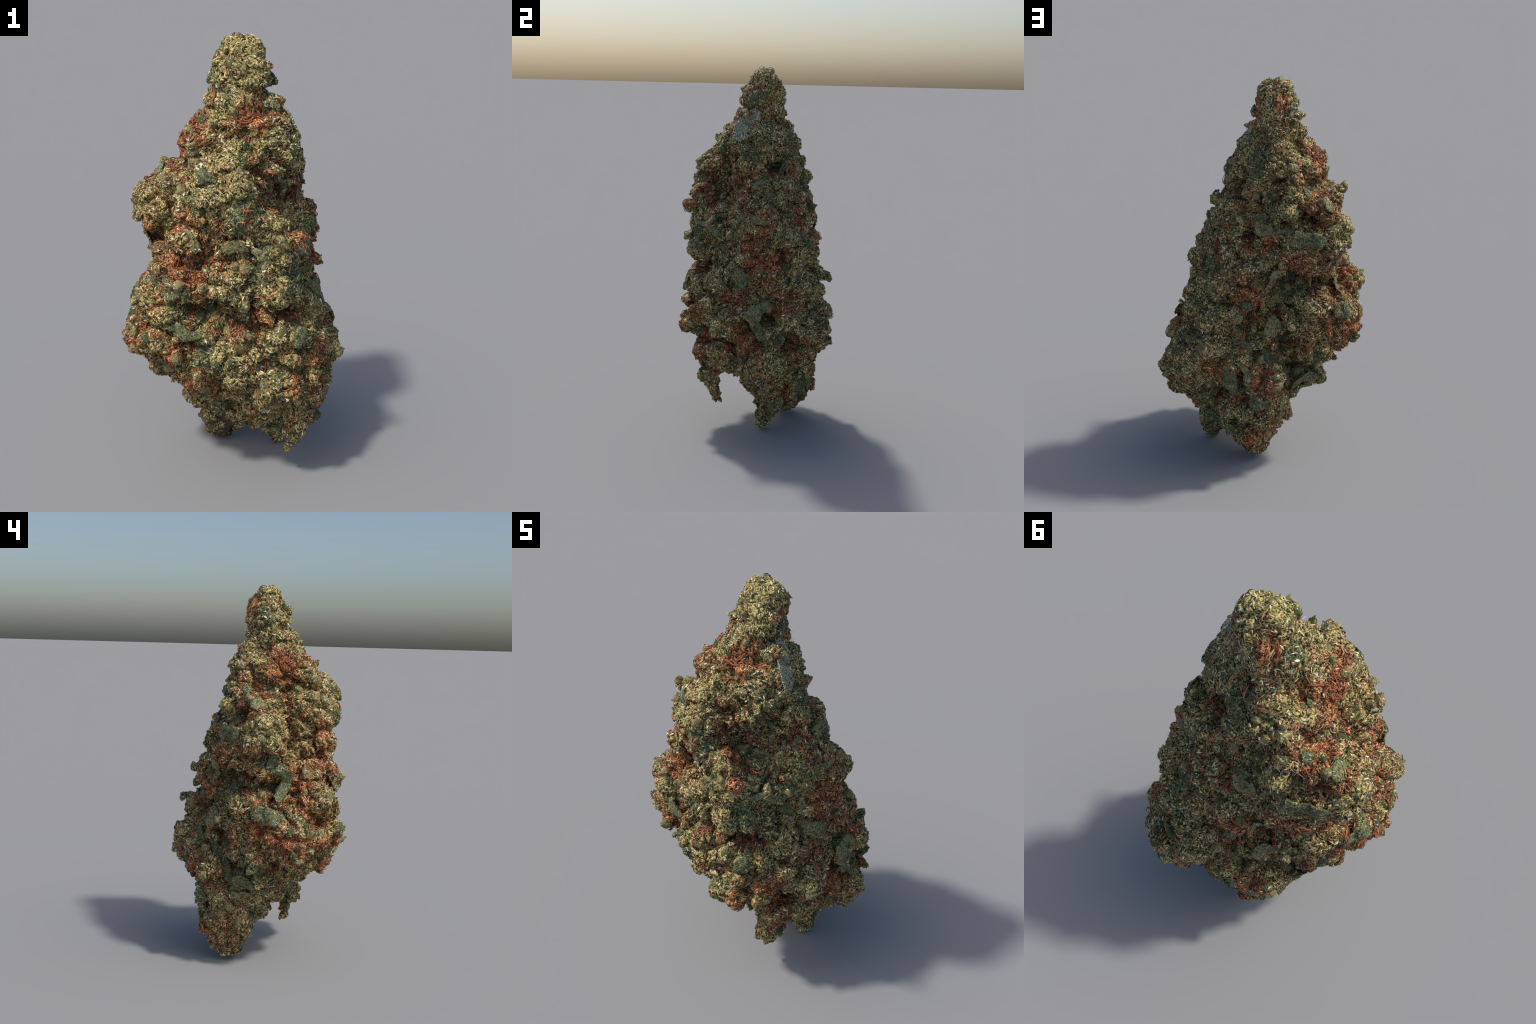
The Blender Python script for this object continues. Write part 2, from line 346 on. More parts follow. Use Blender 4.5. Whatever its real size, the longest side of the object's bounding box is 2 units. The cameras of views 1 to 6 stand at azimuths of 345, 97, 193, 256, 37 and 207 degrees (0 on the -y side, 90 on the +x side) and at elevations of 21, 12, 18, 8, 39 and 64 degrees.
co, no = arrays(skin)
push = np.zeros(len(co))
for i, v in enumerate(co):                        # pods parted by deep creases, wrinkles and pits
    p = Vector(v)
    w = noise.noise_vector(p * 7) * 0.035 + noise.noise_vector(p * 19) * 0.012
    q = p + w
    q.z *= 1.25
    big = noise.voronoi(q * 8.5)[0]
    small = noise.voronoi(q * 21 + Vector((5, 3, 1)))[0]
    fine = noise.voronoi((p + w) * 52)[0]
    tip = 0.45 if p.z > 1.65 else 1.0
    push[i] = tip * (0.036 * (1 - math.exp(-(big[1] - big[0]) / 0.22)) - 0.022) + 0.013 * (1 - math.exp(-(small[1] - small[0]) / 0.16)) - 0.008 + 0.0045 * (0.45 - fine[0]) + 0.008 * noise.noise(p * 14)
co = co + no * push[:, None]
co[:, 2] -= np.clip(push + 0.01, 0, None) * 0.45 * (co[:, 2] > 0.12)      # the pods droop a little over the creases
for holes in HOLLOWS.values():                    # dark hollows between the clusters
    for x, y, z, r in holes:
        p = np.array((x, y, z))
        n = np.array(outward(p))
        q = p - n * 0.025
        d = co - q
        along = d @ n
        across = np.linalg.norm(d - along[:, None] * n, axis=1)
        wobble = 1 + 0.35 * np.sin(co[:, 2] * 90 + co[:, 0] * 60) * np.cos(co[:, 1] * 70)
        f = np.exp(-(across / (0.92 * r * wobble)) ** 2) * (np.abs(along) < 0.09)
        inward = np.array((0, 0, 0.45)) - n                # in, and up under the cluster above
        co += inward * (f * (0.055 + 0.75 * r))[:, None]
skin.vertices.foreach_set("co", co.ravel())
skin.update()
co, no = arrays(skin)
tri = np.array([t.vertices[:] for t in skin.loop_triangles]) if len(skin.loop_triangles) else None
if tri is None:
    skin.calc_loop_triangles()
    tri = np.array([t.vertices[:] for t in skin.loop_triangles])
bvh = BVHTree.FromPolygons(co.tolist(), tri.tolist())
tri_area = 0.5 * np.linalg.norm(np.cross(co[tri[:, 1]] - co[tri[:, 0]], co[tri[:, 2]] - co[tri[:, 0]]), axis=1)


def scatter(n):
    """Random points on the skin with their smooth normals."""
    t = tri[rng.choice(len(tri), n, p=tri_area / tri_area.sum())]
    a, b = rng.random((2, n))
    flip = a + b > 1
    a[flip], b[flip] = 1 - a[flip], 1 - b[flip]
    w = np.stack([1 - a - b, a, b], 1)[:, :, None]
    nn = (no[t] * w).sum(1)
    return (co[t] * w).sum(1), nn / np.linalg.norm(nn, axis=1, keepdims=True)


def rustiness(points):
    """0 to 1: how thick the pistils lie at each point."""
    out = np.zeros(len(points))
    for x, y, z, r in PISTIL_PATCHES:
        d = np.linalg.norm(points - np.array((x, y, z)), axis=1)
        out = np.maximum(out, np.exp(-(d / r) ** 2 * 1.3))
    return out


def zones(points, spread):
    """Which tissue lies at each point: 0 olive, 1 rust-haired, 2 dark green."""
    n = len(points)
    thick = rustiness(points)
    blot = np.array([noise.noise(Vector(p) * 11) for p in points])
    green = np.array([noise.noise(Vector(p) * 7.5 + Vector((9, 4, 2))) for p in points])
    z = np.zeros(n, int)
    z[green + rng.normal(0, 0.14 * spread, n) > 0.33] = 2
    z[0.95 * thick + 0.75 * blot + rng.normal(0, 0.36 * spread, n) > 0.49] = 1
    return z


# ---------------------------------------------------------------- materials
class Nodes:
    def __init__(self, name):
        self.mat = bpy.data.materials.new(name)
        self.mat.use_nodes = True
        self.tree = self.mat.node_tree
        self.bsdf = self.tree.nodes["Principled BSDF"]

    def add(self, kind, inputs=(), **props):
        n = self.tree.nodes.new("ShaderNode" + kind)
        for k, v in props.items():
            setattr(n, k, v)
        for k, v in dict(inputs).items():
            self.set(n.inputs[k], v)
        return n

    def set(self, socket, v):
        if isinstance(v, bpy.types.NodeSocket):
            self.tree.links.new(v, socket)
        else:
            socket.default_value = v

    def ramp(self, fac, stops, interpolation="LINEAR"):
        n = self.add("ValToRGB", {"Fac": fac})
        n.color_ramp.interpolation = interpolation
        e = n.color_ramp.elements
        while len(e) < len(stops):
            e.new(0.5)
        for el, (pos, col) in zip(e, stops):
            el.position, el.color = pos, (*col, 1)
        return n.outputs["Color"]

    def mix(self, fac, a, b, blend="MIX"):
        n = self.add("Mix", data_type="RGBA", blend_type=blend)
        self.set(n.inputs[0], fac)
        for s, v in ((n.inputs[6], a), (n.inputs[7], b)):
            self.set(s, v if isinstance(v, bpy.types.NodeSocket) else (*v, 1))
        return n.outputs[2]

    def noise(self, scale, detail=3, distortion=0.0, stretch=None):
        c = self.add("TexCoord").outputs["Object"]
        if stretch:
            c = self.add("Mapping", {"Vector": c, "Scale": stretch}).outputs[0]
        return self.add("TexNoise", {"Vector": c, "Scale": scale, "Detail": detail, "Distortion": distortion}).outputs["Fac"]

    def finish(self, colour, roughness=0.7, bump=None, strength=0.3, distance=0.004, specular=0.3):
        self.set(self.bsdf.inputs["Base Color"], colour)
        self.bsdf.inputs["Roughness"].default_value = roughness
        self.bsdf.inputs["Specular IOR Level"].default_value = specular
        if bump is not None:
            b = self.add("Bump", {"Height": bump, "Strength": strength, "Distance": distance})
            self.set(self.bsdf.inputs["Normal"], b.outputs[0])
        return self.mat


def srgb(r, g, b):
    return tuple(((c / 255 + 0.055) / 1.055) ** 2.4 if c > 10 else c / 255 / 12.92 for c in (r, g, b))


DARK, OLIVE, MOSS, KHAKI, STRAW, CREAM = srgb(36, 30, 21), srgb(102, 97, 54), srgb(86, 105, 56), srgb(168, 147, 92), srgb(218, 199, 140), srgb(250, 242, 208)
RUST, RUST_DARK, RUST_PALE = srgb(184, 98, 52), srgb(112, 64, 40), srgb(222, 158, 106)
SLATE, SLATE_PALE, FROST = srgb(76, 84, 54), srgb(142, 146, 114), srgb(204, 201, 186)


def tissue_material(name, dark, mid, light, pale):
    m = Nodes(name)
    grain = m.noise(62, 4, 2.4)
    a = m.ramp(grain, [(0.40, dark), (0.46, mid), (0.54, light), (0.65, pale)])
    b = m.ramp(grain, [(0.38, dark), (0.46, OLIVE), (0.54, MOSS), (0.66, STRAW)])
    col = m.mix(m.ramp(m.noise(26, 3, 0.6), [(0.56, (0, 0, 0)), (0.62, (1, 1, 1))]), a, b)
    return m.finish(col, 0.75, grain, 0.4)


def flake_material(name, stops, stops_patch=None):
    m = Nodes(name)
    island = m.add("NewGeometry").outputs["Random Per Island"]
    tone = m.add("MapRange", {"Value": m.noise(24, 4, 0.8), "From Min": 0.35, "From Max": 0.65, "To Min": -0.26, "To Max": 0.26}).outputs[0]
    rand = m.add("Math", {0: m.add("Math", {0: island, 1: 0.86}, operation="MULTIPLY").outputs[0], 1: tone}, operation="ADD", use_clamp=True).outputs[0]
    rand = m.add("Math", {0: rand, 1: 0.06}, operation="ADD", use_clamp=True).outputs[0]
    col = m.ramp(rand, stops)
    if stops_patch:
        col = m.mix(m.ramp(m.noise(8, 3, 0.5), [(0.50, (0, 0, 0)), (0.60, (1, 1, 1))]), col, m.ramp(rand, stops_patch))
    shade = m.ramp(m.noise(200, 2), [(0.35, (0.72, 0.72, 0.72)), (0.65, (1.12, 1.12, 1.12))])
    return m.finish(m.mix(1.0, col, shade, "MULTIPLY"), 0.6)


def leaf_material(name, frost):
    m = Nodes(name)
    c = m.add("TexCoord").outputs["Object"]
    v = m.add("TexVoronoi", {"Vector": c, "Scale": 160.0, "Randomness": 1.0}).outputs["Distance"]
    rand = m.add("ObjectInfo").outputs["Random"]
    base = m.mix(m.noise(45, 4, 0.8), SLATE, srgb(118, 120, 80))
    base = m.mix(m.ramp(rand, [(0.25, (0, 0, 0)), (0.8, (0.85, 0.85, 0.85))]), base, srgb(156, 146, 94))
    col = m.mix(m.ramp(v, [(0.12, (1, 1, 1)), (0.36 + 0.3 * frost, (0, 0, 0))]), base, FROST if frost else SLATE_PALE)
    col = m.mix(m.ramp(m.noise(110, 4, 1.0), [(0.36, (1, 1, 1)), (0.46, (0, 0, 0))]), col, srgb(52, 52, 38))
    return m.finish(col, 0.6, v, 0.5)


def bract_material():
    m = Nodes("bract_skin")
    rand = m.add("ObjectInfo").outputs["Random"]
    grain = m.noise(75, 5, 1.4)
    a = m.ramp(grain, [(0.33, DARK), (0.45, OLIVE), (0.56, KHAKI), (0.68, CREAM)])
    b = m.ramp(grain, [(0.33, srgb(58, 60, 42)), (0.48, SLATE), (0.62, MOSS), (0.74, SLATE_PALE)])
    return m.finish(m.mix(m.ramp(rand, [(0.62, (0, 0, 0)), (0.72, (1, 1, 1))]), a, b), 0.65, grain, 0.5)


def plain_material(name, stops, scale, rough=0.6):
    m = Nodes(name)
    return m.finish(m.ramp(m.noise(scale, 4, 0.6), stops), rough)


def pistil_material():
    m = Nodes("dried_pistil")
    rand = m.add("NewGeometry").outputs["Random Per Island"]
    col = m.ramp(rand, [(0.0, srgb(78, 54, 42)), (0.28, srgb(110, 70, 50)), (0.55, srgb(158, 92, 56)), (0.8, srgb(184, 118, 78)), (1.0, srgb(214, 160, 116))])
    shade = m.ramp(m.noise(90, 3), [(0.35, (0.7, 0.7, 0.7)), (0.65, (1.15, 1.15, 1.15))])
    return m.finish(m.mix(1.0, col, shade, "MULTIPLY"), 0.55)


TISSUES = (tissue_material("olive_tissue", DARK, OLIVE, KHAKI, STRAW), tissue_material("rust_tissue", DARK, RUST_DARK, srgb(178, 110, 66), RUST_PALE),
           tissue_material("dark_green_tissue", DARK, SLATE, srgb(92, 102, 68), SLATE_PALE))
BRACT, LEAF, PISTIL = bract_material(), leaf_material("sugar_leaf_skin", 0), pistil_material()
PALE_LEAF = leaf_material("frosted_leaf_skin", 1)
FROSTED_LEAVES = (0,)
OLIVE_FLAKE = flake_material("olive_resin_tip", [(0.0, DARK), (0.2, DARK), (0.28, srgb(90, 78, 48)), (0.37, OLIVE), (0.5, KHAKI), (0.68, STRAW), (0.9, CREAM)],
                             [(0.0, DARK), (0.13, DARK), (0.28, SLATE), (0.46, MOSS), (0.70, srgb(172, 170, 98)), (1.0, STRAW)])
RUST_FLAKE = flake_material("rust_pistil_tip", [(0.0, DARK), (0.1, DARK), (0.25, RUST_DARK), (0.5, RUST), (0.64, srgb(200, 136, 88)), (0.8, RUST_PALE), (0.92, STRAW), (1.0, CREAM)])
FROST_FLAKE = flake_material("frosted_leaf_tip", [(0.0, srgb(56, 60, 44)), (0.35, SLATE), (0.55, srgb(126, 128, 88)), (0.8, SLATE_PALE), (1.0, FROST)])
GREEN_FLAKE = flake_material("dark_green_resin_tip", [(0.0, DARK), (0.2, srgb(44, 52, 36)), (0.4, SLATE), (0.65, srgb(98, 108, 72)), (0.88, SLATE_PALE), (1.0, STRAW)])
STRAW_FLAKE = flake_material("straw_resin_tip", [(0.0, OLIVE), (0.25, KHAKI), (0.5, srgb(200, 190, 104)), (0.8, srgb(226, 212, 146)), (1.0, CREAM)])
WHITE_FLAKE = flake_material("white_resin_tip", [(0.0, SLATE), (0.3, SLATE_PALE), (0.6, FROST), (1.0, srgb(226, 221, 214))])
BRACT_FLAKE = flake_material("pale_bract_tip", [(0.0, DARK), (0.18, OLIVE), (0.45, KHAKI), (0.75, STRAW), (1.0, CREAM)],
                             [(0.0, srgb(58, 62, 44)), (0.3, SLATE), (0.6, MOSS), (0.85, SLATE_PALE), (1.0, CREAM)])
HAIR = plain_material("pale_hair", [(0.3, srgb(170, 178, 190)), (0.7, srgb(222, 226, 234))], 30, 0.3)
BARK = plain_material("stem_bark", [(0.35, srgb(40, 32, 26)), (0.55, srgb(78, 62, 46)), (0.7, srgb(120, 108, 92))], 60)

# ---------------------------------------------------------------- objects
scene = bpy.context.scene.collection
bud = bpy.data.objects.new("dried_flower_bud", None)
scene.objects.link(bud)
bud["label"] = "tall lumpy dried flower bud, olive green with rust-coloured pistils"
bud["category"] = "dried flower bud"


def part(name, me, parent=bud, matrix=None):
    ob = bpy.data.objects.new(name, me)
    scene.objects.link(ob)
    ob.parent = parent
    if matrix is not None:
        ob.matrix_local = matrix
    return ob


def mesh_of(name, verts, faces, material, smooth=True):
    me = bpy.data.meshes.new(name)
    me.from_pydata(verts.tolist() if hasattr(verts, "tolist") else verts, [], faces.tolist() if hasattr(faces, "tolist") else faces)
    me.materials.append(material)
    if smooth:
        me.polygons.foreach_set("use_smooth", np.ones(len(me.polygons), bool))
    me.update()
    return me


# the skin, cut into its clusters along the creases between them
seeds = []
for c, r in sorted(clusters, key=lambda s: -s[1]):
    if all((c - s).length > 0.13 for s, _ in seeds):
        seeds.append((c, r))
seed_at = np.array([s[0] for s in seeds])
poly = np.array([p.vertices[:] for p in skin.polygons if len(p.vertices) == 4])
centre = co[poly].mean(1)
zone = zones(centre, 0.7)
owner = np.argmin(((centre[:, None, :] - seed_at[None]) ** 2).sum(2), axis=1)
cluster_objects = []
for k in range(len(seeds)):
    faces = poly[owner == k]
    if not len(faces):
        cluster_objects.append(None)
        continue
    used, local = np.unique(faces, return_inverse=True)
    me = mesh_of("calyx_cluster", co[used], local.reshape(-1, 4), TISSUES[0])
    me.materials.append(TISSUES[1])
    me.materials.append(TISSUES[2])
    me.polygons.foreach_set("material_index", zone[owner == k].astype(np.int32))
    me.normals_split_custom_set_from_vertices(no[used].tolist())
    cluster_objects.append(part("calyx_cluster", me))


def nearest_cluster(p):
    for k in np.argsort(((seed_at - np.array(p)) ** 2).sum(1)):
        if cluster_objects[k] is not None:
            return cluster_objects[k]


# ---------------------------------------------------------------- resin tips
def tips(points, normals, length, width, lift):
    """Small spindle-shaped tips lying on the skin, combed along a swirling field."""
    n = len(points)
    swirl = np.array([noise.noise_vector(Vector(p) * 17) for p in points]) + rng.normal(0, 0.16, (n, 3))
    t = swirl - (swirl * normals).sum(1, keepdims=True) * normals
    t /= np.linalg.norm(t, axis=1, keepdims=True) + 1e-9
    s = np.cross(normals, t)
    tilt = rng.uniform(-0.05, 0.22, (n, 1))
    d = t * np.cos(tilt) + normals * np.sin(tilt)
    u = np.cross(d, s)
    u *= np.sign((u * normals).sum(1, keepdims=True))
    L = length * rng.uniform(0.6, 1.5, (n, 1))
    W = width * rng.uniform(0.6, 1.5, (n, 1))
    mid = points + normals * lift
    base, tip = mid - d * L * 0.5, mid + d * L * 0.5 + u * W * 0.4
    m = mid + u * W * 0.15
    v = np.stack([base, m + s * W * 0.5, m + u * W * 0.26, m - s * W * 0.5, m - u * W * 0.2, tip], 1)
    ring = [1, 2, 3, 4]
    f = [(0, ring[(i + 1) % 4], ring[i]) for i in range(4)] + [(5, ring[i], ring[(i + 1) % 4]) for i in range(4)]
    faces = (np.arange(n)[:, None, None] * 6 + np.array(f)[None]).reshape(-1, 3)
    return v.reshape(-1, 3), faces


pts, nrm = scatter(TIPS)
zone = zones(pts, 1.0)
is_rust, is_green = zone == 1, zone == 2
is_pale = np.linalg.norm(pts - np.array((-0.04, 0.0, 1.985)), axis=1) < 0.075 * rng.uniform(0.7, 1.2, len(pts))
is_frost = np.zeros(len(pts), bool)
for x, y, z, r in FROST_PATCHES:
    is_frost |= np.linalg.norm(pts - np.array((x, y, z)), axis=1) < r * (0.6 + 0.8 * rng.random(len(pts)))
for name, mask, mat, size in (("olive_resin_tip", ~is_rust & ~is_green & ~is_frost & ~is_pale, OLIVE_FLAKE, (0.0180, 0.0066)), ("rust_pistil_tip", is_rust & ~is_frost & ~is_pale, RUST_FLAKE, (0.020, 0.0054)), ("dark_green_resin_tip", is_green & ~is_frost & ~is_pale, GREEN_FLAKE, (0.0125, 0.005)), ("straw_resin_tip", is_pale & ~is_frost, STRAW_FLAKE, (0.02, 0.007)), ("white_resin_tip", is_frost, WHITE_FLAKE, (0.011, 0.005))):
    v, f = tips(pts[mask], nrm[mask], *size, 0.0002)
    part(name, mesh_of(name, v, f, mat, False))["kind"] = "stuff"


# ---------------------------------------------------------------- bracts
def bract_mesh(seed):
    """A plump calyx: a teardrop with a pointed, slightly bent tip and ribs."""
    r = np.random.default_rng(seed)
    verts, faces = [], []
    rows, cols = 11, 16
    bend = r.normal(0, 0.12, 2)
    for i in range(rows):
        t = i / (rows - 1)
        rad = 0.5 * math.sin(math.pi * min(1, t * 0.86 + 0.10)) ** 0.75 * (1 - 0.62 * t ** 3)
        if i == rows - 1:
            rad = 0.03
        for k in range(cols):
            a = 2 * math.pi * k / cols
            rib = 1 + 0.06 * math.cos(a * 5) + 0.22 * noise.noise(Vector((math.cos(a) * 1.6, math.sin(a) * 1.6, t * 3 + seed * 7)))
            verts.append((rad * rib * math.cos(a) + bend[0] * t * t, rad * rib * 0.8 * math.sin(a) + bend[1] * t * t, t * 1.1 - 0.35))
    for i in range(rows - 1):
        for k in range(cols):
            a, b = i * cols + k, i * cols + (k + 1) % cols
            faces.append((a, b, b + cols, a + cols))
    faces += [tuple(range(cols))[::-1], tuple(range((rows - 1) * cols, rows * cols))]
    bm = bmesh.new()
    me = bpy.data.meshes.new("bract")
    me.from_pydata(verts, [], faces)
    bm.from_mesh(me)
    bmesh.ops.subdivide_edges(bm, edges=bm.edges[:], cuts=1, use_grid_fill=True, smooth=0.4)
    for v in bm.verts:
        v.co += v.co.normalized() * (0.05 * noise.noise(v.co * 6 + Vector((seed, 0, 0))) + 0.035 * noise.noise(v.co * 15))
    bm.to_mesh(me)
    bm.free()
    me.materials.append(BRACT)
    me.polygons.foreach_set("use_smooth", np.ones(len(me.polygons), bool))
    return me


bract_meshes = [bract_mesh(s) for s in range(7)]
pts, nrm = scatter(900)
placed = []
for p, n in zip(pts, nrm):
    if len(placed) >= BRACTS:
        break
    p, n = Vector(p), Vector(n)
    if any((p - q).length < 0.045 for q in placed) or p.z < 0.08 or n.dot(outward(p)) < 0.2:
        continue
    placed.append(p)
    size = rng.uniform(0.038, 0.062) * (0.75 if p.z > 1.6 else 1)
    d = (n * 0.8 + Vector(rng.normal(0, 0.45, 3)) + Vector((0, 0, 0.35))).normalized()
    m = Matrix.Translation(p - n * size * 0.18) @ (frame(d, rng.uniform(0, 6.3)) @ Matrix.Diagonal((size, size, size * rng.uniform(0.85, 1.2)))).to_4x4()
    part("bract", bract_meshes[int(rng.integers(7))], nearest_cluster(p), m)


# ---------------------------------------------------------------- sugar leaves
def leaf_mesh(path, normals, width, seed, material):
    """A narrow, thick, cupped leaf along a path, with a rough toothed edge."""
    rows, cols = len(path), 9
    top, bottom = [], []
    for i, (p, n) in enumerate(zip(path, normals)):
        t = i / (rows - 1)
        d = (path[min(i + 1, rows - 1)] - path[max(i - 1, 0)]).normalized()
        s = d.cross(n).normalized()
        w = width * 0.5 * max(0.10, math.sin(math.pi * (0.11 + 0.85 * t)))
        for k in range(cols):
            x = k / (cols - 1) * 2 - 1
            tooth = 1 + 0.32 * noise.noise(Vector((t * 11, x * 2, seed))) + 0.2 * noise.noise(Vector((t * 30, x * 2, seed)))
            q = p + s * (x * w * tooth)
            curl = math.sin(seed * 5 + t * 4) * 0.12
            dome = (1 - x * x) * w * 0.16 + x * abs(x) * w * curl
            rough = 0.10 * w * noise.noise(q * 60 + Vector((seed, 0, 0))) + 0.06 * w * noise.noise(q * 140)
            groove = -0.10 * w * math.exp(-(x / 0.14) ** 2)
            top.append(q + n * (dome + rough + groove))
            bottom.append(q + n * (dome - (0.12 + 0.2 * (1 - x * x)) * w * 0.6 - 0.002))
    m = rows * cols
    f = []
    for i in range(rows - 1):
        for k in range(cols - 1):
            a = i * cols + k
            f.append((a, a + 1, a + cols + 1, a + cols))
            f.append((m + a, m + a + cols, m + a + cols + 1, m + a + 1))
    rim = [k for k in range(cols)] + [i * cols + cols - 1 for i in range(1, rows)] + [(rows - 1) * cols + k for k in range(cols - 2, -1, -1)] + [i * cols for i in range(rows - 2, 0, -1)]
    for a, b in zip(rim, rim[1:] + rim[:1]):
        f.append((b, a, m + a, m + b))
    me = mesh_of("sugar_leaf", [tuple(v) for v in top + bottom], f, material)
    bm = bmesh.new()
    bm.from_mesh(me)
    bmesh.ops.recalc_face_normals(bm, faces=bm.faces)
    bm.to_mesh(me)
    bm.free()
    return me


def on_skin(p):
    q, n, i, d = bvh.find_nearest(p)
    return q, n


leaf_specs = [(Vector(a), Vector(b), w) for a, b, w in LEAVES]
pts, nrm = scatter(400)
for p, n in zip(pts, nrm):                        # smaller leaf tips between them
    if len(leaf_specs) >= len(LEAVES) + 60:
        break
    p, n = Vector(p), Vector(n)
    if p.z < 0.1 or n.dot(outward(p)) < 0.4:
        continue
    d = Vector(rng.normal(0, 1, 3))
    d = (d - n * d.dot(n)).normalized()
    ln = rng.uniform(0.05, 0.10) * (0.7 if p.z > 1.6 else 1)
    leaf_specs.append((p - d * ln / 2, p + d * ln / 2, rng.uniform(0.024, 0.045)))
for j, (a, b, w) in enumerate(leaf_specs):
    path, normals = [], []
    w = min(w, 0.085) * (1.1 if j else 1.3)
    n_mid = outward((a + b) / 2)
    for i in range(12):
        t = i / 11
        p = a.lerp(b, t)
        q, n = on_skin(p)
        q = q + n * (0.008 if j in FROSTED_LEAVES else 0.003)
        n = (n * 0.5 + n_mid).normalized()
        path.append(q)
        normals.append(n)
    for _ in range(3):                            # relax the wrinkles out of the leaf's spine
        path = [path[0]] + [(path[i - 1] + path[i] * 2 + path[i + 1]) / 4 for i in range(1, 11)] + [path[-1]]
        normals = [normals[0]] + [(normals[i - 1] + normals[i] + normals[i + 1]).normalized() for i in range(1, 11)] + [normals[-1]]
    for i, p in enumerate(path):                  # nothing may hang over a hollow
        q, n = on_skin(p)
        most = 0.010 if j in FROSTED_LEAVES else 0.005
        if (p - q).length > most:
            path[i] = q + (p - q).normalized() * most
    part("sugar_leaf", leaf_mesh(path, normals, w, j * 3.7, PALE_LEAF if j in FROSTED_LEAVES else LEAF), nearest_cluster(path[5]))


# ---------------------------------------------------------------- frosting of resin on bracts and leaves
bpy.context.view_layer.update()


def scatter_on(objects, n):
    vs, ts, base = [], [], 0
    for ob in objects:
        me = ob.data
        me.calc_loop_triangles()
        v = np.empty(len(me.vertices) * 3)
        me.vertices.foreach_get("co", v)
        m = np.array(ob.matrix_world)
        vs.append(v.reshape(-1, 3) @ m[:3, :3].T + m[:3, 3])
        t = np.empty(len(me.loop_triangles) * 3, int)
        me.loop_triangles.foreach_get("vertices", t)
        ts.append(t.reshape(-1, 3) + base)
        base += len(me.vertices)
    vs, ts = np.concatenate(vs), np.concatenate(ts)
    cr = np.cross(vs[ts[:, 1]] - vs[ts[:, 0]], vs[ts[:, 2]] - vs[ts[:, 0]])
    area = np.linalg.norm(cr, axis=1)
    pick = rng.choice(len(ts), n, p=area / area.sum())
    w = rng.dirichlet((1, 1, 1), n)[:, :, None]
    p = (vs[ts[pick]] * w).sum(1)
    nn = cr[pick] / (area[pick][:, None] + 1e-12)
    keep = np.array([(Vector(q) - bvh.find_nearest(Vector(q))[0]).dot(bvh.find_nearest(Vector(q))[1]) > -0.001 for q in p])
    return p[keep], nn[keep]


for name, kind, n, mat, size in (("frosted_leaf_tip", LEAF, 14000, FROST_FLAKE, (0.0095, 0.0042)), ("silver_leaf_tip", PALE_LEAF, 1600, WHITE_FLAKE, (0.0095, 0.0045)), ("pale_bract_tip", BRACT, 17000, BRACT_FLAKE, (0.0115, 0.0046))):
    p, nn = scatter_on([o for o in bud.children_recursive if o.type == "MESH" and o.data.materials[0] == kind], n)
    v, f = tips(p, nn, *size, 0.0002)
    part(name, mesh_of(name, v, f, mat, False))["kind"] = "stuff"


# ---------------------------------------------------------------- pistils
def strand(start, n, d, length, thickness, wild):
    """A withered, flattened thread that crawls over the skin, lifting a little."""
    d = (d - n * d.dot(n)).normalized()
    turn = rng.normal(0, wild)
    steps, sides = 10, 5
    p, pts, nrms = start.copy(), [], []
    phase = rng.uniform(0, 6.3)
    for i in range(steps):
        q, nn = on_skin(p)
        pts.append(q + nn * (0.0025 + 0.005 * abs(math.sin(phase + i * 0.6))))
        nrms.append(nn)
        d = d - nn * d.dot(nn)
        d = (Matrix.Rotation(turn + rng.normal(0, 0.16), 3, nn) @ d).normalized()
        p = q + d * length / steps + nn * 0.004
    verts, faces = [], []
    for i, q in enumerate(pts):
        t = i / (steps - 1)
        f = pts[min(i + 1, steps - 1)] - pts[max(i - 1, 0)]
        f = f.normalized() if f.length > 1e-7 else Vector((0, 0, 1))
        side = f.cross(nrms[i]).normalized()
        up = side.cross(f)
        r = thickness * (0.5 + 0.7 * math.sin(math.pi * (0.12 + 0.80 * t))) * (0.25 if i == steps - 1 else 1)
        for k in range(sides):
            a = 2 * math.pi * k / sides
            verts.append(tuple(q + side * (r * math.cos(a)) + up * (0.5 * r * math.sin(a))))
    for i in range(steps - 1):
        for k in range(sides):
            a, b = i * sides + k, i * sides + (k + 1) % sides
            faces.append((a, b, b + sides, a + sides))
    faces += [tuple(range(sides))[::-1], tuple(range((steps - 1) * sides, steps * sides))]
    return verts, faces


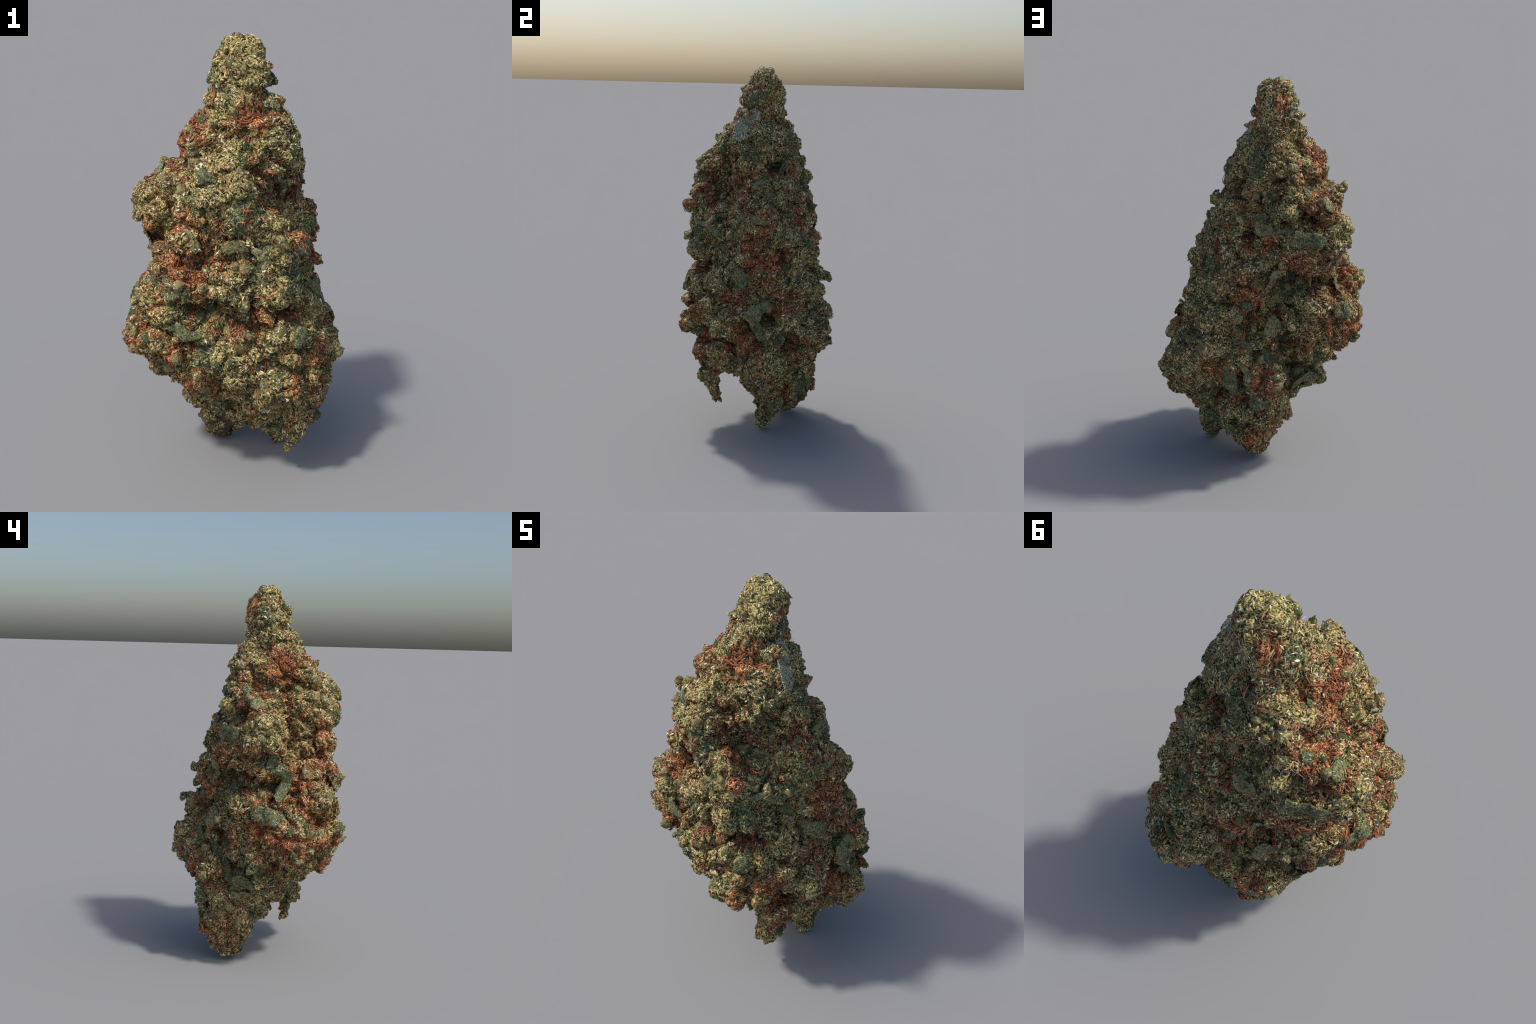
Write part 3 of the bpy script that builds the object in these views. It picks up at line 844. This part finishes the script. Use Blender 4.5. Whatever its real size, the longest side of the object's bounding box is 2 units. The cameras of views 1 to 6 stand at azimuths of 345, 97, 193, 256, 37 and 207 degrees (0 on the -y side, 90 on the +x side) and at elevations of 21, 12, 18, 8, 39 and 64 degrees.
pts, nrm = scatter(30000)
weight = np.clip(rustiness(pts) ** 1.5 + 0.09 + 0.15 * np.clip([noise.noise(Vector(p) * 9) for p in pts], 0, 1), 0, 1)
pick = rng.choice(len(pts), TUFTS, replace=False, p=weight / weight.sum())
starts = [(Vector(pts[i]), Vector(nrm[i])) for i in pick]
for holes in HOLLOWS.values():                    # and the hollows are full of them
    for x, y, z, r in holes:
        for k in range(int(5 + r * 120)):
            p = Vector((x, y, z)) - outward((x, y, z)) * (0.06 + 0.5 * r) + Vector(rng.normal(0, 0.65 * r, 3))
            starts.append(on_skin(p))
joined_v, joined_f, singles = [], [], 0
for root, n in starts:                                    # each tuft is a few threads combed the same way
    d = Vector(rng.normal(0, 1, 3))
    bend = rng.normal(0, 0.16)
    for k in range(int(rng.integers(1, 9))):
        start = root + Vector(rng.normal(0, 0.009, 3))
        dd = (d.normalized() + Vector(rng.normal(0, 0.22, 3)))
        single = k == 0 and singles < 290
        ln = rng.uniform(0.07, 0.16) if single else rng.uniform(0.03, 0.085)
        v, f = strand(start, n, dd, ln, rng.uniform(0.0024, 0.0038) if single else rng.uniform(0.0012, 0.0026), 0.2)
        if single:
            singles += 1
            part("pistil", mesh_of("pistil", v, f, PISTIL), nearest_cluster(v[20]))
        else:
            o = len(joined_v)
            joined_v += v
            joined_f += [tuple(k + o for k in g) for g in f]
part("pistil_threads", mesh_of("pistil_threads", joined_v, joined_f, PISTIL))["kind"] = "stuff"

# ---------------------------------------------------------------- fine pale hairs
pts, nrm = scatter(HAIRS)
d = nrm + rng.normal(0, 0.45, pts.shape)
d /= np.linalg.norm(d, axis=1, keepdims=True)
s = np.cross(d, rng.normal(0, 1, pts.shape))
s /= np.linalg.norm(s, axis=1, keepdims=True)
u = np.cross(d, s)
ln = rng.uniform(0.010, 0.026, (len(pts), 1))
r = 0.0008
v = np.stack([pts + s * r, pts + (-0.5 * s + 0.87 * u) * r, pts + (-0.5 * s - 0.87 * u) * r, pts + d * ln], 1).reshape(-1, 3)
f = (np.arange(len(pts))[:, None, None] * 4 + np.array([(0, 1, 3), (1, 2, 3), (2, 0, 3), (0, 2, 1)])[None]).reshape(-1, 3)
part("fine_hair", mesh_of("fine_hair", v, f, HAIR, False))["kind"] = "stuff"


# ---------------------------------------------------------------- cut stem
def stem_mesh():
    """A short ribbed stub of stem at the foot, torn off at its lower end."""
    path = [Vector((0.03, 0.10, 0.30)), Vector((0.00, 0.13, 0.18)), Vector((-0.02, 0.16, 0.08)), Vector((-0.025, 0.175, 0.03)), Vector((-0.025, 0.185, 0.018))]
    verts, faces, cols = [], [], 18
    for i, q in enumerate(path):
        r = (0.075, 0.065, 0.052, 0.045, 0.036)[i]
        for k in range(cols):
            a = 2 * math.pi * k / cols
            rr = r * (1 + 0.10 * math.cos(5 * a + i) + 0.06 * math.cos(9 * a))
            verts.append((q.x + rr * math.cos(a), q.y + rr * math.sin(a), q.z + (rng.uniform(0, 0.012) if i == len(path) - 1 else 0)))
    for i in range(len(path) - 1):
        for k in range(cols):
            a, b = i * cols + k, i * cols + (k + 1) % cols
            faces.append((a, a + cols, b + cols, b))
    faces += [tuple(range(cols)), tuple(range((len(path) - 1) * cols, len(path) * cols))[::-1]]
    return mesh_of("stem", verts, faces, BARK)


part("stem", stem_mesh())
bpy.data.meshes.remove(skin)
